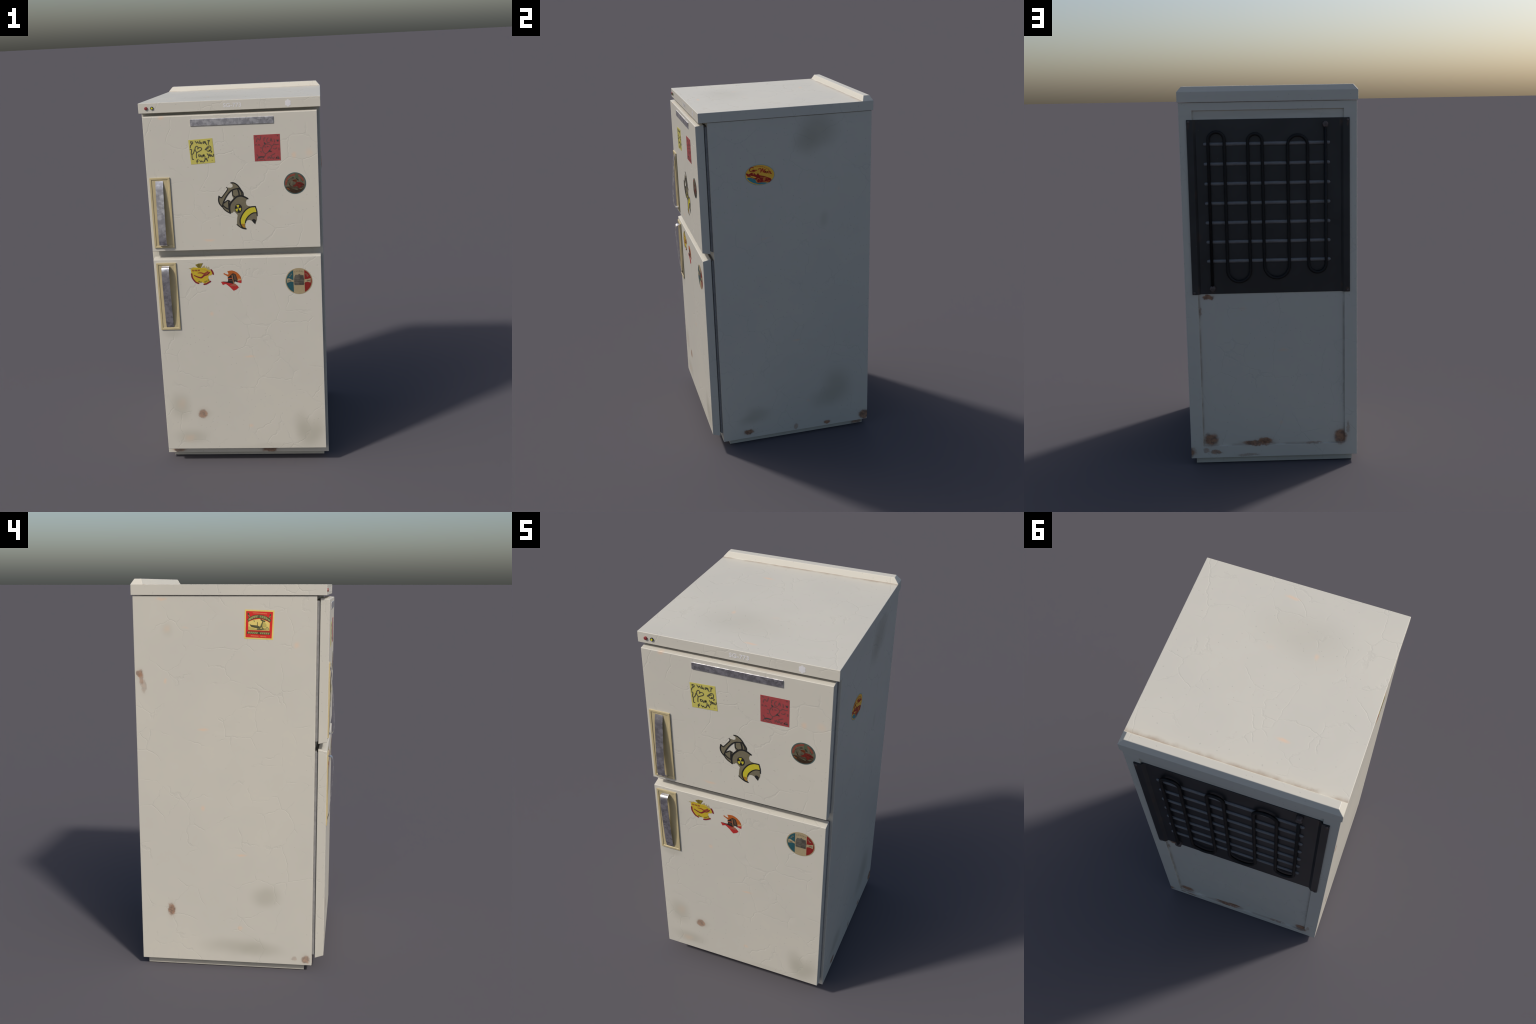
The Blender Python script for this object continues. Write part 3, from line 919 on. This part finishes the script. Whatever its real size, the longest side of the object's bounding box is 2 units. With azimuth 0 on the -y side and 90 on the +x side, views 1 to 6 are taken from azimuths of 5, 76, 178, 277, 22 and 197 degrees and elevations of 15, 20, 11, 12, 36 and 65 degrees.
# --- square red label on the left side
label_red = ink("label_red_print", (194, 42, 37), .5, .08, face='left')
straw = ink("straw_print", (206, 184, 104), .6, .06, face='left')
ink_green = ink("dark_green_print", (70, 72, 50), .5, .2, face='left')
sage = ink("sage_print", (142, 136, 84), .5, .12, face='left')
coral = ink("coral_print", (204, 98, 66), face='left')
scene = ink("olive_scene_print", (88, 86, 58), .6, .2, face='left')
haze = ink("haze_print", (176, 160, 88), .6, .1, face='left')
P = Print("square_label", cabinet, 'left', (-.134, 1.785))
P.poly([(70, 71), (-72, 67), (-66, -72), (73, -67)], straw, 0)
P.poly([(63.5, 64), (-65.5, 60), (-59, -65), (67, -60)], label_red, 1)
P.poly([(53, 13), (40, 19), (27, 23), (2, 27), (-23, 22), (-38, 16), (-50, 8), (-48, -29), (54, -25)], straw, 2)
P.poly([(58, 26), (46, 35), (34, 42), (18, 46), (2, 47), (-14, 45), (-30, 41), (-44, 33), (-57, 22), (-51, 11), (-38, 19), (-23, 25), (-10, 29), (2, 31), (14, 30), (27, 27),
        (40, 22), (53, 14)], ink_green, 3)
P.poly([(53, 27), (34, 39), (18, 43), (2, 44), (-14, 42), (-30, 38), (-53, 21), (-50, 15), (-38, 22), (-23, 28), (2, 34), (27, 30), (52, 18)], sage, 4)
P.stroke([(53, 52), (51, 44), (47, 36)], 7, ink_green, 3)
P.stroke([(-53, 47), (-52, 40), (-49, 32)], 7, ink_green, 3)
P.stroke([(51, 44), (48, 37)], 4, sage, 4)
P.stroke([(-52, 40), (-49, 33)], 4, sage, 4)
for k in range(9):                       # unreadable banner lettering
    u = 40 - k * 9.6
    if k != 4:
        P.stroke([(u, 41 - .0085 * (u - 1) ** 2 - 7), (u - 2, 41 - .0085 * (u - 1) ** 2 - 1)], 2.6, ink_green, 5, 0)
P.ellipse(2, 38, 4, 6, ink_green, 5, 14)
P.poly([(52, -8), (54, -24), (-47, -27), (-46, -16), (-20, -20), (20, -19)], haze, 3)
P.poly([(-22, 14), (-8, 4), (-4, -10), (-30, -12), (-34, 0)], haze, 3, 3)
P.poly([(47, 3), (40, -1), (9, -4), (-9, -12), (-2, -18), (20, -15), (39, -10)], scene, 4)
P.stroke([(42, -5), (20, -10), (2, -13)], 3, ink_green, 5)
P.stroke([(9, 11), (9, -4)], 3, scene, 4)
P.stroke([(-8, 23), (-17, 18), (-26, 16)], 6, ink_green, 3)
P.stroke([(-17, 16), (-11, -4), (-15, -18)], 6, scene, 4, taper=.3)
P.stroke([(-11, -4), (-2, -16)], 6, scene, 4)
P.stroke([(26, 20), (24, 15)], 4, sage, 3)
P.stroke([(10, -21), (-8, -22), (-22, -20)], 6, scene, 4)
P.stroke([(-27, -24), (-33, -16), (-39, -12), (-45, -22)], 4, sage, 3)
P.stroke([(54, -29), (-50, -33)], 2.4, ink("dark_red_print", (130, 48, 36), face='left'), 2, 0)
P.poly([(59, -32), (-53, -37), (-51, -48), (60, -43)], ink_green, 3)
P.poly([(54, -33.5), (-48, -38), (-46.5, -46.5), (55, -41.5)], sage, 4)
for k in range(10):
    u = 46 - k * 9.4
    P.stroke([(u, -41 - .044 * (46 - u)), (u - 2.5, -35 - .044 * (46 - u))], 2.4, ink_green, 5, 0)
P.ellipse(2, -40, 4.5, 5, ink_green, 5, 14)
for k in range(8):
    u = 30 - k * 8.6
    P.stroke([(u, 55.5 - .07 * (30 - u)), (u - 5, 55 - .07 * (30 - u))], 5, coral, 2, 0)
    u = 39 - k * 9.2
    if k != 4:
        P.stroke([(u, -52.5 - .07 * (39 - u)), (u - 5, -53 - .07 * (39 - u))], 5.5, coral, 2, 0)
P.done()

# --- pale flower-like emblem of six petals on the lid front
P = Print("emblem", lid, 'lid', (.2935, 1.9455))
P.ellipse(0, 0, 8, 9, pale_print, 1, 20)
for k in range(6):
    a = math.radians(90 + 60 * k)
    P.ellipse(9.6 * math.cos(a), 11.2 * math.sin(a), 6.0, 6.8, pale_print, 0, 18)
P.done()

# ------------------------------------------------------------------ condenser on the back
# folded black sheet: screw flanges lie on the cabinet back, the middle dips into the recess
Y_FL, Y_PL, Z0, Z1 = .4912, .4790, .941, 1.836
prof = [(.409, Y_BACK - .0005), (.409, Y_FL), (.3775, Y_FL), (.3645, Y_PL), (-.3645, Y_PL), (-.3775, Y_FL), (-.409, Y_FL), (-.409, Y_BACK - .0005),
        (-.3770, Y_BACK - .0005), (-.3640, Y_PL - .0025), (.3640, Y_PL - .0025), (.3770, Y_BACK - .0005)]
n = len(prof)
V = [(x, y, Z0) for x, y in prof] + [(x, y, Z1) for x, y in prof]
Fc = [(i, (i + 1) % n, n + (i + 1) % n, n + i) for i in range(n)] + [tuple(range(n))[::-1], tuple(range(n, 2 * n))]
panel = bevel(fix_normals(obj_from("condenser_panel", V, Fc, [sheet_black], fridge)), .0008, 1)

# seven horizontal wire rods
rod = None
R = .0097
for i in range(7):
    z = 1.713 - .0998 * i
    if rod is None:
        path = []
        rr = []
        for a in (1.571, 1.25, .9, .5, 0):
            path.append(.3295 - R + R * math.sin(a))
            rr.append(max(.0006, R * math.cos(a)))
        path += [-.3110 + R - R * math.sin(a) for a in (0, .5, .9, 1.25, 1.571)]
        rr += [max(.0006, R * math.cos(a)) for a in (0, .5, .9, 1.25, 1.571)]
        seg = 14
        V, Fc = [], []
        for x, r in zip(path, rr):
            for k in range(seg):
                a = 2 * math.pi * k / seg
                V.append((x, .4800 + .78 * r * math.cos(a), z + r * math.sin(a)))
        for a in range(len(path) - 1):
            for k in range(seg):
                b = (k + 1) % seg
                Fc.append((a * seg + k, a * seg + b, (a + 1) * seg + b, (a + 1) * seg + k))
        Fc += [tuple(range(seg)), tuple(range(len(V) - seg, len(V)))]
        rod = fix_normals(obj_from("wire_rod", V, Fc, [rod_grey], panel, smooth=True))
        z_first = z
    else:
        o = rod.copy()
        o.location = (0, 0, z - z_first)
        COL.objects.link(o)

# serpentine tube: verticals at these x, joined by round bends at these centre heights
TX = [.3035, .2225, .105, .0325, -.0955, -.196, -.2865]
BEND = [1.774, 1.006, 1.762, 1.022, 1.752, 1.048]       # outermost centre-line z of each bend
YT, RT = .4922, .0078
path = [(TX[0], .972)]
for i, zb in enumerate(BEND):
    xa, xb = TX[i], TX[i + 1]
    r = abs(xa - xb) / 2
    up = 1 if i % 2 == 0 else -1
    c = zb - up * r
    for k in range(0, 17):
        a = math.pi * k / 16
        path.append((xa + (xb - xa) * (1 - math.cos(a)) / 2, c + up * r * math.sin(a)))
path.append((TX[-1], 1.804))
tube("condenser_tube", [(x, YT, z) for x, z in path], RT, tube_black, panel)
for x, z in ((TX[-1], 1.804), (TX[0], .972)):
    disc_y("tube_cap", x, z, Y_PL - .001, .4999, .0158, screw_metal, panel, 24)
for x in (-.3985, .3985):
    for z in (.9515, 1.8245):
        disc_y("screw", x, z, Y_FL - .001, Y_FL + .0035, .0062, screw_metal, panel, 16, dome=.0008)
